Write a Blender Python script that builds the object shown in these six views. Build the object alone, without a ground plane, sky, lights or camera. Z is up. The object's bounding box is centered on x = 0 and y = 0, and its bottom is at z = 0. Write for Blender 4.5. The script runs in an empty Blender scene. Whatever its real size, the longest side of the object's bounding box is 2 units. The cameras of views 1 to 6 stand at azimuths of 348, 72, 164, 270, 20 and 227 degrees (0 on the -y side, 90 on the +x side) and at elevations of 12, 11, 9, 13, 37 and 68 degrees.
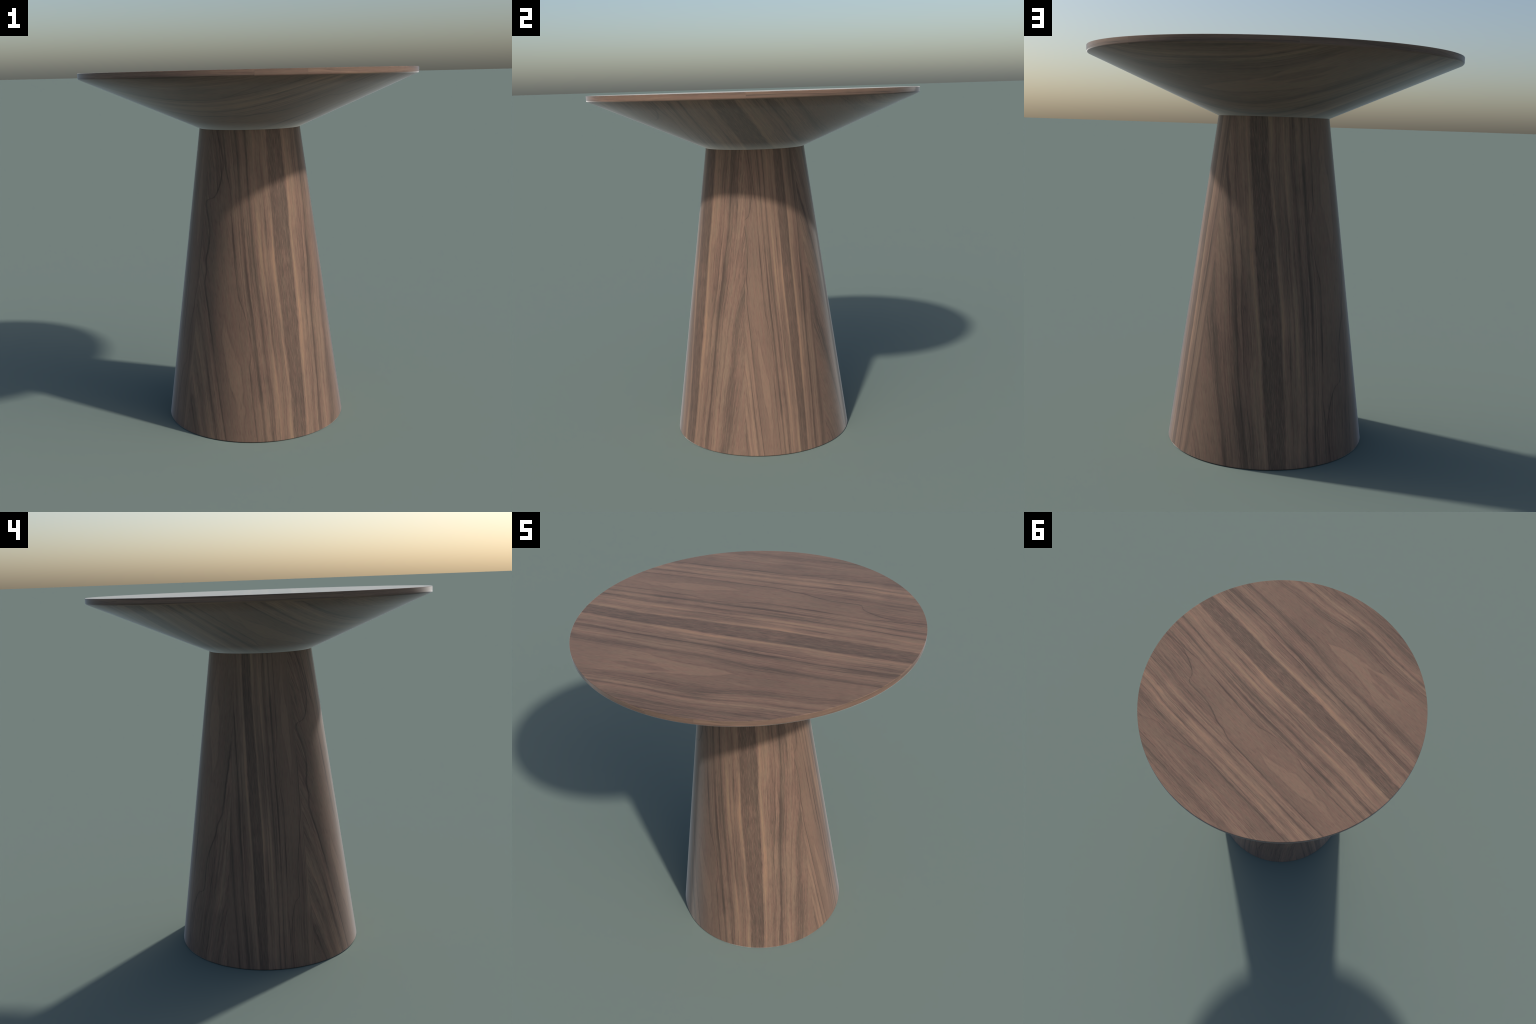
"""Round walnut-veneered pedestal table.

A shallow conical dish-like tabletop with a thin veneered edge stands on a
tapered round pedestal.  One walnut veneer, described by its growth lines, is
laid flat on the top, flat on the underside (turned), in four leaves round the
pedestal, and in short lengths along the edge.
"""
import bpy, bmesh, math
from math import sin, cos, radians, pi

# ------------------------------------------------------------------ sizes (m)
HEIGHT = 2.0
TOP_R = 0.9375
NECK_R, NECK_Z = 0.2838, 1.687      # where the cone under the top meets the pedestal
FOOT_R = 0.5157
CONE_EDGE_Z = 1.969                 # height at which the cone would reach TOP_R
EDGE_FILLET = 0.0105
TOP_BEVEL = 0.0018
STRIP_DEPTH = 0.004
SEGMENTS = 384

# joints between the lengths of edge veneer: degrees from -y towards +x
EDGE_JOINTS = [5.0, 70.9, 122.4, 170.4, 223.5, 293.8, 349.8]


# ------------------------------------------------------------------ node tools
class Nodes:
    """Small helper that turns arithmetic into shader nodes."""

    def __init__(self, tree):
        self.t = tree

    def new(self, kind, **kw):
        n = self.t.nodes.new(kind)
        for k, v in kw.items():
            setattr(n, k, v)
        return n

    def put(self, sock, val):
        if isinstance(val, bpy.types.NodeSocket):
            self.t.links.new(val, sock)
        else:
            sock.default_value = val

    def m(self, op, a, b=None, c=None, clamp=False):
        n = self.new('ShaderNodeMath', operation=op, use_clamp=clamp)
        for i, x in enumerate((a, b, c)):
            if x is not None:
                self.put(n.inputs[i], x)
        return n.outputs[0]

    def add(self, a, b): return self.m('ADD', a, b)
    def sub(self, a, b): return self.m('SUBTRACT', a, b)
    def mul(self, a, b): return self.m('MULTIPLY', a, b)
    def mad(self, a, b, c): return self.m('MULTIPLY_ADD', a, b, c)

    def vec(self, x, y, z=0.0):
        n = self.new('ShaderNodeCombineXYZ')
        for i, v in enumerate((x, y, z)):
            self.put(n.inputs[i], v)
        return n.outputs[0]

    def noise(self, x, y, sx, sy, seed=0.0, detail=2.0, rough=0.5):
        """Noise in 0..1 over the sheet, stretched by sx across and sy along."""
        n = self.new('ShaderNodeTexNoise')
        n.inputs['Scale'].default_value = 1.0
        n.inputs['Detail'].default_value = detail
        n.inputs['Roughness'].default_value = rough
        self.put(n.inputs['Vector'], self.vec(self.mul(x, sx), self.mul(y, sy), seed))
        return n.outputs[0]

    def step(self, x, lo, hi, a=0.0, b=1.0):
        """Smooth step of x from lo..hi to a..b."""
        n = self.new('ShaderNodeMapRange', interpolation_type='SMOOTHSTEP')
        for i, v in enumerate((x, lo, hi, a, b)):
            self.put(n.inputs[i], v)
        return n.outputs[0]

    def lin(self, x, lo, hi, a=0.0, b=1.0):
        n = self.new('ShaderNodeMapRange', clamp=True)
        for i, v in enumerate((x, lo, hi, a, b)):
            self.put(n.inputs[i], v)
        return n.outputs[0]

    def curve(self, v, pts):
        """Growth line: position across the sheet as a function of v along it."""
        n = self.new('ShaderNodeFloatCurve')
        c = n.mapping.curves[0]
        pts = sorted(((p[0] + 1) / 2, (p[1] + 1) / 2) for p in pts)
        if pts[0][0] > 0.001:
            pts.insert(0, (0.0, pts[0][1]))
        if pts[-1][0] < 0.999:
            pts.append((1.0, pts[-1][1]))
        c.points[0].location = pts[0]
        c.points[-1].location = pts[-1]
        for p in pts[1:-1]:
            c.points.new(*p)
        for p in c.points:
            p.handle_type = 'AUTO_CLAMPED'
        n.mapping.update()
        self.put(n.inputs['Factor'], 1.0)
        self.put(n.inputs['Value'], self.mad(v, 0.5, 0.5))
        return self.mad(n.outputs[0], 2.0, -1.0)

    def ramp(self, x, stops):
        """Grey ramp; stops are (position, tone), position in the unit of x."""
        lo, hi = stops[0][0], stops[-1][0]
        n = self.new('ShaderNodeValToRGB')
        e = n.color_ramp.elements
        while len(e) > 1:
            e.remove(e[-1])
        for i, (p, t) in enumerate(stops):
            pos = (p - lo) / (hi - lo)
            if i == 0:
                e[0].position, el = 0.0, e[0]
            else:
                el = e.new(pos)
            el.color = (t, t, t, 1)
        self.put(n.inputs[0], self.lin(x, lo, hi))
        return n.outputs[0]

    def line(self, dist, width):
        """1 on the line, fading to 0 at about width to either side."""
        q = self.m('DIVIDE', dist, width)
        return self.m('POWER', 2.718, self.mul(self.mul(q, q), -1.0))


# ------------------------------------------------------------------ the veneer
# Growth lines as (v along the grain, u across it), in metres on the tabletop.
LINE_F = [(.95, -.83), (.573, -.738), (.516, -.712), (.446, -.682), (.319, -.68), (.228, -.661),
          (.106, -.627), (-.017, -.616), (-.19, -.621), (-.48, -.619), (-.95, -.615)]
LINE_E = [(.95, -.222), (.775, -.213), (.683, -.232), (.598, -.266), (.552, -.298), (.535, -.335),
          (.50, -.348), (.413, -.349), (.339, -.352), (.269, -.368), (.184, -.397), (.124, -.405),
          (.038, -.428), (-.18, -.43), (-.5, -.436), (-.95, -.43)]
LINE_G = [(.95, -.470), (.797, -.478), (.678, -.480), (.512, -.495), (.30, -.492), (0, -.49), (-.95, -.49)]
LINE_D = [(.95, -.212), (.775, -.206), (.612, -.193), (.47, -.202), (.268, -.219), (.079, -.227),
          (-.005, -.227), (-.091, -.207), (-.225, -.188), (-.341, -.193), (-.427, -.213), (-.95, -.222)]
LINE_H = [(.95, -.112), (.5, -.140), (0, -.157), (-.5, -.157), (-.95, -.168)]
BAND_L = [(.93, .086), (.759, .072), (.609, .066), (.439, .064), (.302, .058), (.154, .05),
          (-.119, .053), (-.282, .05), (-.408, .056), (-.565, .056), (-.736, .046), (-.95, .034)]
BAND_R = [(.93, .199), (.634, .198), (.454, .195), (.272, .187), (.08, .184), (-.141, .178),
          (-.326, .168), (-.583, .159), (-.746, .151), (-.95, .139)]
LINE_K = [(.95, .447), (.508, .447), (.302, .44), (.178, .436), (.011, .413), (-.135, .402),
          (-.295, .402), (-.5, .392), (-.95, .378)]
LINE_M = [(.95, .60), (.648, .625), (.527, .643), (.29, .664), (.121, .698), (-.061, .714),
          (-.289, .698), (-.6, .703), (-.95, .70)]

# light flame figures: right and left outline below their tips
FLAME_R = [(-.12, -.338), (-.208, -.329), (-.293, -.316), (-.348, -.300), (-.381, -.298),
           (-.423, -.272), (-.547, -.273), (-.635, -.286), (-.673, -.275), (-.744, -.296), (-.95, -.319)]
FLAME_L = [(-.12, -.338), (-.19, -.352), (-.269, -.369), (-.417, -.363), (-.529, -.358),
           (-.637, -.331), (-.758, -.332), (-.95, -.327)]
FLAME2_R = [(.14, .518), (.038, .56), (-.047, .583), (-.14, .597), (-.241, .606), (-.306, .634),
            (-.411, .638), (-.517, .660), (-.95, .68)]
FLAME2_L = [(.14, .518), (.054, .503), (-.055, .495), (-.166, .491), (-.281, .474), (-.327, .466),
            (-.388, .445), (-.458, .442), (-.95, .43)]

# tone across the sheet where v = 0 (0 dark line .. 1 light stripe)
TONE_LEFT = [(-.95, .62), (-.93, .66), (-.905, .50), (-.88, .56), (-.855, .36), (-.83, .40), (-.80, .54),
             (-.75, .56), (-.715, .46), (-.67, .38), (-.632, .34), (-.621, .38), (-.612, .46), (-.603, .60),
             (-.595, .52), (-.585, .74), (-.572, .78), (-.56, .50), (-.552, .46), (-.54, .70), (-.525, .80),
             (-.505, .66), (-.49, .40), (-.478, .58), (-.455, .68), (-.437, .56), (-.429, .46),
             (-.415, .50), (-.385, .36), (-.365, .50), (-.27, .48), (-.24, .42)]
TONE_MID = [(-.24, .42), (-.232, .46), (-.217, .44), (-.195, .60), (-.170, .58), (-.160, .20),
            (-.152, .30), (-.142, .60), (-.118, .60), (-.104, .44), (-.097, .14), (-.090, .36), (-.073, .58),
            (-.052, .70), (-.040, .79), (-.030, .56), (-.018, .66), (.0, .54), (.012, .50), (.024, .64), (.04, .82),
            (.0505, .76), (.058, .38), (.085, .31), (.115, .38), (.15, .31), (.172, .27), (.181, .72), (.193, .86),
            (.206, .74), (.216, .58), (.227, .72), (.24, .54)]
TONE_RIGHT = [(.24, .54), (.252, .40), (.262, .56), (.28, .60), (.294, .36), (.301, .22), (.315, .36),
              (.33, .52), (.355, .62), (.38, .54), (.40, .34), (.413, .25), (.424, .38), (.45, .44), (.52, .42),
              (.60, .40), (.655, .40), (.685, .37), (.697, .27), (.709, .36), (.728, .46), (.745, .68),
              (.757, .54), (.768, .30), (.778, .56), (.792, .68), (.808, .48), (.835, .40), (.855, .27),
              (.872, .40), (.95, .34)]


def build_veneer_group():
    g = bpy.data.node_groups.new('walnut_veneer', 'ShaderNodeTree')
    g.interface.new_socket('Across', in_out='INPUT', socket_type='NodeSocketFloat')
    g.interface.new_socket('Along', in_out='INPUT', socket_type='NodeSocketFloat')
    g.interface.new_socket('Color', in_out='OUTPUT', socket_type='NodeSocketColor')
    g.interface.new_socket('Tone', in_out='OUTPUT', socket_type='NodeSocketFloat')
    k = Nodes(g)
    gi = g.nodes.new('NodeGroupInput')
    go = g.nodes.new('NodeGroupOutput')
    u0, v = gi.outputs[0], gi.outputs[1]

    # slight waviness of every growth line
    w1 = k.sub(k.noise(u0, v, 5, 3.0, 1.3), .5)
    w2 = k.sub(k.noise(u0, v, 22, 11, 7.1), .5)
    w3 = k.sub(k.noise(u0, v, 60, 34, 3.7), .5)
    u = k.mad(w1, .008, k.mad(w2, .0055, k.mad(w3, .0045, u0)))

    lines = [-.95] + [k.curve(v, c) for c in (LINE_G, LINE_H, BAND_L, BAND_R, LINE_K, LINE_M)] + [.95]
    rest = [-.95, -.49, -.157, .0535, .181, .413, .706, .95]
    line_f, line_e, line_d = (k.curve(v, c) for c in (LINE_F, LINE_E, LINE_D))
    # straightened growth-ring coordinate
    t = rest[0]
    for i in range(len(rest) - 1):
        width = k.sub(lines[i + 1], lines[i])
        f = k.m('DIVIDE', k.sub(u, lines[i]), width, clamp=True)
        t = k.mad(f, rest[i + 1] - rest[i], t)

    def pick(mask, a, b):
        n = k.new('ShaderNodeMix', data_type='FLOAT')
        k.put(n.inputs[0], mask); k.put(n.inputs[2], a); k.put(n.inputs[3], b)
        return n.outputs[0]

    # a colour ramp holds 32 stops, so the sheet's stripes are spread over several
    stops = TONE_LEFT + TONE_MID[1:] + TONE_RIGHT[1:]
    tone = None
    for i in range(0, len(stops) - 1, 25):
        part = k.ramp(t, stops[i:i + 26])
        tone = part if tone is None else pick(k.m('GREATER_THAN', t, stops[i][0]), tone, part)

    # lines that fade in and out along the sheet
    fade = k.step(k.noise(t, v, 14, 1.6, 11.0), .30, .70)
    tone = pick(k.mad(fade, .25, .75), .48, tone)

    in_band = k.mul(k.step(t, .052, .062), k.step(t, .186, .176))
    # long fine streaks, fibre and slow drift of the tone
    streak = k.sub(k.noise(t, v, 70, .9, 21.0, 3, .6), .5)
    fibre = k.sub(k.noise(u, v, 330, 19.0, 5.0, 3, .68), .5)
    drift = k.sub(k.noise(u0, v, 4.0, 1.8, 33.0, 2), .5)
    # calm plain-sawn areas: one between lines E and D, one below line F; darker against their upper line
    from_e, to_d, to_f = k.sub(u, line_e), k.sub(line_d, u), k.sub(line_f, u)
    area1 = k.mul(k.step(from_e, -.001, .005), k.step(to_d, -.001, .006))
    shade1 = k.m('POWER', 2.718, k.mul(from_e, -40.0))
    tone = pick(k.mul(area1, .85), tone, k.mad(shade1, -.13, .485))
    area2 = k.mul(k.step(to_f, -.001, .005), k.step(to_f, .13, .05))
    shade2 = k.m('POWER', 2.718, k.mul(to_f, -28.0))
    tone = pick(k.mul(area2, .85), tone, k.mad(shade2, -.13, .455))
    plain = k.m('MAXIMUM', k.m('MAXIMUM', area1, area2), k.mul(k.step(t, .43, .46), k.step(t, .67, .64)))
    busy = k.mul(k.mad(plain, -.75, 1.0), k.mad(in_band, -.65, 1.0))
    streak2 = k.sub(k.noise(t, v, 150, 1.7, 25.0, 3, .6), .5)
    tone = k.mad(k.mul(streak2, busy), .40, tone)
    tone = k.mad(k.mul(streak, busy), .22, tone)
    tone = k.mad(drift, .30, tone)
    # many faint dark lines that follow the growth lines
    for sx, sy, seed, wid, amt in [(30, .8, 51.0, .035, .17), (52, 1.3, 57.0, .04, .15), (95, 2.0, 63.0, .05, .17), (160, 3.0, 69.0, .06, .17)]:
        h = k.sub(k.noise(t, v, sx, sy, seed, 1.0), .5)
        strength = k.step(k.noise(t, v, 9, 2.2, seed + 2), .38, .66)
        tone = k.sub(tone, k.mul(k.mul(k.mul(k.line(h, wid), strength), busy), amt))

    # closely set, nearly even annual lines
    phase = k.m('FRACT', k.mad(t, 27.0, k.mul(k.noise(t, v, 5.0, .7, 81.0, 2), 3.0)))
    comb = k.mul(k.line(k.sub(phase, .5), .085), k.step(k.noise(t, v, 8.0, 1.2, 85.0), .40, .60))
    tone = k.sub(tone, k.mul(k.mul(comb, busy), .20))

    # light flames with a fine dark outline
    def flame(tone, rc, lc, level, amount, tip):
        r, l = k.curve(v, rc), k.curve(v, lc)
        dr, dl = k.sub(r, u), k.sub(u, l)
        inside = k.m('MINIMUM', dr, dl)
        below = k.m('LESS_THAN', v, tip)
        mask = k.mul(k.mul(k.step(inside, -.002, .006), below), k.step(v, tip - .85, tip - .40, .15, 1.0))
        tone = pick(k.mul(mask, amount), tone, level)
        edge = k.mul(k.line(k.add(inside, .004), .006), below)
        return k.mad(k.mul(edge, fade), -.12, tone)
    tone = flame(tone, FLAME_R, FLAME_L, .62, .75, -.121)
    tone = flame(tone, FLAME2_R, FLAME2_L, .60, .75, .139)

    # elongated islands: (tip v, u, length, half width, tone)
    for tv, tu, ln, hw, level in [(-.19, .580, .33, .030, .34), (-.27, .535, .20, .016, .36),
                                  (-.33, .555, .10, .008, .55),
                                  (-.14, -.728, .20, .012, .33), (-.24, -.745, .12, .007, .60),
                                  (-.345, -.712, .09, .008, .60), (-.40, -.780, .16, .014, .60),
                                  (-.45, -.742, .08, .006, .58), (-.40, -.19, .28, .014, .36),
                                  (.26, .61, .16, .014, .50)]:
        d = k.m('DIVIDE', k.sub(tv, v), ln)
        inr = k.m('MAXIMUM', k.mul(d, k.sub(1.0, d)), 0.0)
        half = k.mul(k.m('POWER', inr, .7), 2.6 * hw)
        s = k.sub(half, k.m('ABSOLUTE', k.sub(u, k.mad(d, -.01, tu))))
        tone = pick(k.mul(k.step(s, 0.0, .007), .8), tone, level)

    # crisp dark growth lines
    for c, wid, amt, seed in [(line_e, .0040, .40, 2.0), (line_d, .0036, .27, 4.0),
                              (lines[5], .0040, .07, 6.0), (line_f, .0038, .24, 8.0)]:
        amp = k.lin(k.noise(u0, v, 1.0, 5.0, seed), .35, .6, .5, 1.0)
        tone = k.sub(tone, k.mul(k.mul(k.line(k.sub(u, c), wid), amp), amt))

    # the dark band is coarse: short pores along the grain
    pore = k.sub(k.noise(u, v, 230, 12, 15.0, 2, .65), .5)
    tone = k.mad(k.mul(pore, in_band), 1.0, k.mad(in_band, -.10, tone))
    tone = k.mad(fibre, k.mad(in_band, .08, .66), tone)
    fleck = k.step(k.noise(u, v, 190, 13, 71.0, 1), .60, .74)
    tone = k.mad(fleck, -.17, tone)

    tone = k.mad(tone, .92, .038)
    n = k.new('ShaderNodeValToRGB')
    e = n.color_ramp.elements
    e[0].position, e[0].color = 0.0, (.083, .055, .041, 1)
    e[1].position, e[1].color = 1.0, (.340, .196, .111, 1)
    for p, c in [(.22, (.122, .079, .057, 1)), (.42, (.173, .107, .075, 1)), (.62, (.225, .140, .094, 1)),
                 (.82, (.290, .174, .106, 1))]:
        el = e.new(p); el.color = c
    k.put(n.inputs[0], tone)
    # alternating pinkish and olive-tan cast
    cast = k.mad(k.noise(t, v, 48, 1.6, 41.0, 3), .5, k.mul(k.noise(u, v, 120, 12, 43.0, 2), .5))
    hue = k.new('ShaderNodeMix', data_type='RGBA', blend_type='MULTIPLY')
    hue.inputs[0].default_value = 1.0
    tint = k.new('ShaderNodeMix', data_type='RGBA')
    k.put(tint.inputs[0], k.step(cast, .40, .60))
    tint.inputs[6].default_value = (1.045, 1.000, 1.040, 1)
    tint.inputs[7].default_value = (.990, 1.040, 1.055, 1)
    k.put(hue.inputs[6], n.outputs[0]); k.put(hue.inputs[7], tint.outputs[2])
    k.put(go.inputs[0], hue.outputs[2])
    k.put(go.inputs[1], tone)
    return g


def veneer_material(name, layout, calm=0.0):
    """Material whose sheet coordinates (across, along) come from layout(k, x, y, z)."""
    mat = bpy.data.materials.new(name)
    mat.use_nodes = True
    nt = mat.node_tree
    k = Nodes(nt)
    bsdf = nt.nodes['Principled BSDF']
    co = k.new('ShaderNodeTexCoord')
    sep = k.new('ShaderNodeSeparateXYZ')
    nt.links.new(co.outputs['Object'], sep.inputs[0])
    across, along = layout(k, *sep.outputs)
    grp = k.new('ShaderNodeGroup')
    grp.node_tree = bpy.data.node_groups['walnut_veneer']
    k.put(grp.inputs[0], across); k.put(grp.inputs[1], along)
    even = k.new('ShaderNodeMix', data_type='RGBA')
    even.inputs[0].default_value = calm            # how far the figure is evened out
    k.put(even.inputs[6], grp.outputs[0])
    even.inputs[7].default_value = (.172, .109, .078, 1)
    nt.links.new(even.outputs[2], bsdf.inputs['Base Color'])
    bsdf.inputs['Specular IOR Level'].default_value = SPECULAR
    bsdf.inputs['Roughness'].default_value = ROUGHNESS
    bsdf.inputs['IOR'].default_value = 1.5
    # satin lacquer: a pale bloom towards the grazing edges
    bsdf.inputs['Sheen Weight'].default_value = SHEEN
    bsdf.inputs['Sheen Roughness'].default_value = SHEEN_ROUGHNESS
    return mat

ROUGHNESS = 0.75
SPECULAR = 0.25
SHEEN = 1.0
SHEEN_ROUGHNESS = 0.28


def lay_top(k, x, y, z):
    return k.mul(y, -1.0), x


UNDER_TURN = radians(-35.0)

def lay_under(k, x, y, z):
    d = (cos(UNDER_TURN), sin(UNDER_TURN))
    n = (-d[1], d[0])
    along = k.add(k.mul(x, d[0]), k.mul(y, d[1]))
    across = k.add(k.mul(x, n[0]), k.mul(y, n[1]))
    return k.mad(across, .93, .01), k.mad(along, .95, -.04)


LEAF_RATIO = 1.826      # |x|/|y| at the seams between the four veneer leaves

def lay_pedestal(k, x, y, z):
    ax, ay = k.m('ABSOLUTE', x), k.m('ABSOLUTE', y)
    side = k.m('GREATER_THAN', ax, k.mul(ay, LEAF_RATIO))      # leaves facing +-x
    front = k.m('LESS_THAN', y, 0.0)
    right = k.m('GREATER_THAN', x, 0.0)
    upright = k.add(k.mul(side, right), k.mul(k.sub(1.0, side), front))
    sign = k.mad(upright, 2.0, -1.0)
    zz = k.mul(k.sub(z, NECK_Z / 2), sign)
    flat = k.add(k.mul(k.mul(x, 1.268), k.sub(1.0, side)), k.mul(k.mul(y, 2.24), side))
    across = k.add(k.mad(zz, .0884, -.0177), flat)
    along = k.mad(zz, 1.074, .0358)
    return across, along


def lay_edge(middle, shift_across, shift_along):
    """Grain runs along the edge; middle is the azimuth at the centre of the strip."""
    c, d = cos(radians(middle)), sin(radians(middle))

    def lay(k, x, y, z):
        outward = k.sub(k.mul(x, d), k.mul(y, c))
        sideways = k.add(k.mul(x, c), k.mul(y, d))
        az = k.m('ARCTAN2', sideways, outward)
        return k.mad(k.sub(z, 1.985), 2.6, shift_across), k.mad(az, .8, shift_along)
    return lay


# ------------------------------------------------------------------ geometry
def link(ob, parent=None):
    bpy.context.scene.collection.objects.link(ob)
    ob.parent = parent
    return ob


def lathe(name, profile, materials, slot_of, parent, a0=0.0, a1=360.0, smooth_angle=25.0, steps=SEGMENTS):
    """Turn a closed (r, z) profile about z, from azimuth a0 to a1 (0 = -y, 90 = +x)."""
    bm = bmesh.new()
    full = abs(a1 - a0 - 360.0) < 1e-6
    cols = steps if full else steps + 1
    rings = []
    for r, z in profile:
        if r < 1e-9:
            rings.append([bm.verts.new((0, 0, z))])
            continue
        rings.append([bm.verts.new((r * sin(radians(a0 + (a1 - a0) * i / steps)),
                                    -r * cos(radians(a0 + (a1 - a0) * i / steps)), z)) for i in range(cols)])
    closed = profile[0][0] > 1e-9
    n = len(profile)
    for j in range(n if closed else n - 1):
        A, B = rings[j], rings[(j + 1) % n]
        for i in range(steps):
            i2 = (i + 1) % cols
            q = [A[i % len(A)], A[i2 % len(A)], B[i2 % len(B)], B[i % len(B)]]
            q = list(dict.fromkeys(q))
            if len(q) < 3:
                continue
            f = bm.faces.new(q)
            f.smooth = True
            f.material_index = slot_of(j)
    if not full:
        for c in (0, cols - 1):
            bm.faces.new([r[c] for r in rings])
    bmesh.ops.recalc_face_normals(bm, faces=bm.faces)
    for e in bm.edges:
        if len(e.link_faces) == 2 and e.calc_face_angle(0.0) > radians(smooth_angle):
            e.smooth = False
    me = bpy.data.meshes.new(name)
    bm.to_mesh(me)
    bm.free()
    for m in materials:
        me.materials.append(m)
    return link(bpy.data.objects.new(name, me), parent)


def fillet_points(count=8):
    """Rounded corner between the upright edge and the cone under the top."""
    slope = math.atan2(CONE_EDGE_Z - NECK_Z, TOP_R - NECK_R)
    turn = pi / 2 - slope
    tan_len = EDGE_FILLET * math.tan(turn / 2)
    cx, cz = TOP_R - EDGE_FILLET, CONE_EDGE_Z + tan_len
    return [(cx + EDGE_FILLET * cos(a), cz - EDGE_FILLET * sin(a))
            for a in (turn * i / count for i in range(count + 1))]


def main():
    build_veneer_group()
    top_mat = veneer_material('walnut_top', lay_top)
    under_mat = veneer_material('walnut_underside', lay_under, calm=.10)
    pedestal_mat = veneer_material('walnut_pedestal', lay_pedestal)

    table = link(bpy.data.objects.new('pedestal_table', None))
    table['label'] = 'round walnut pedestal table with conical top and tapered base'
    table['category'] = 'table'

    fillet = fillet_points()
    end_r, end_z = fillet[-1]
    lip_z = HEIGHT - TOP_BEVEL
    inner = TOP_R - STRIP_DEPTH
    bevel = [(TOP_R - TOP_BEVEL * (1 - sin(a)), lip_z + TOP_BEVEL * cos(a))
             for a in (pi / 2 * i / 4 for i in range(5))]
    flat_rings = [(r, HEIGHT) for r in (.25, .5, .75, TOP_R - .012, TOP_R - TOP_BEVEL - .0006)]
    rebate = [(inner, lip_z), (inner, end_z + .002)]
    cone_n = 6
    cone = [(end_r + (NECK_R - end_r) * i / cone_n, end_z + (NECK_Z - end_z) * i / cone_n)
            for i in range(cone_n + 1)]
    profile = [(0, HEIGHT)] + flat_rings + bevel + rebate + cone + [(0, NECK_Z)]
    split = 1 + len(flat_rings) + len(bevel) + len(rebate) - 1
    lathe('tabletop', profile, [top_mat, under_mat], lambda j: 0 if j < split else 1, table)

    # edge veneer in seven lengths butted end to end
    section = [(TOP_R, lip_z - .0001), (TOP_R, (lip_z + fillet[0][1]) / 2)] + fillet + \
              [(inner + .0002, end_z + .0022), (inner + .0002, lip_z - .0001)]
    shifts = [(.61, .1), (-.62, .2), (.46, .4), (.66, .3), (-.46, -.3), (.36, .2), (-.68, -.2)]
    gap = .006
    for i, a in enumerate(EDGE_JOINTS):
        b = EDGE_JOINTS[(i + 1) % len(EDGE_JOINTS)]
        if b < a:
            b += 360.0
        mat = veneer_material('walnut_edge', lay_edge((a + b) / 2, *shifts[i]))
        lathe('edge_strip', section, [mat], lambda j: 0, table, a + gap, b - gap, steps=max(12, int((b - a) * 1.1)))

    # pedestal: straight taper, foot edge barely eased
    run = 16
    wall = [(FOOT_R + (NECK_R - FOOT_R) * i / run, NECK_Z * i / run) for i in range(run + 1)]
    wall[0] = (FOOT_R - .0004, .003)
    ped = [(0, 0), (FOOT_R - .0022, 0)] + wall + [(NECK_R - .0022, NECK_Z + .016), (0, NECK_Z + .016)]
    lathe('pedestal', ped, [pedestal_mat], lambda j: 0, table)


main()
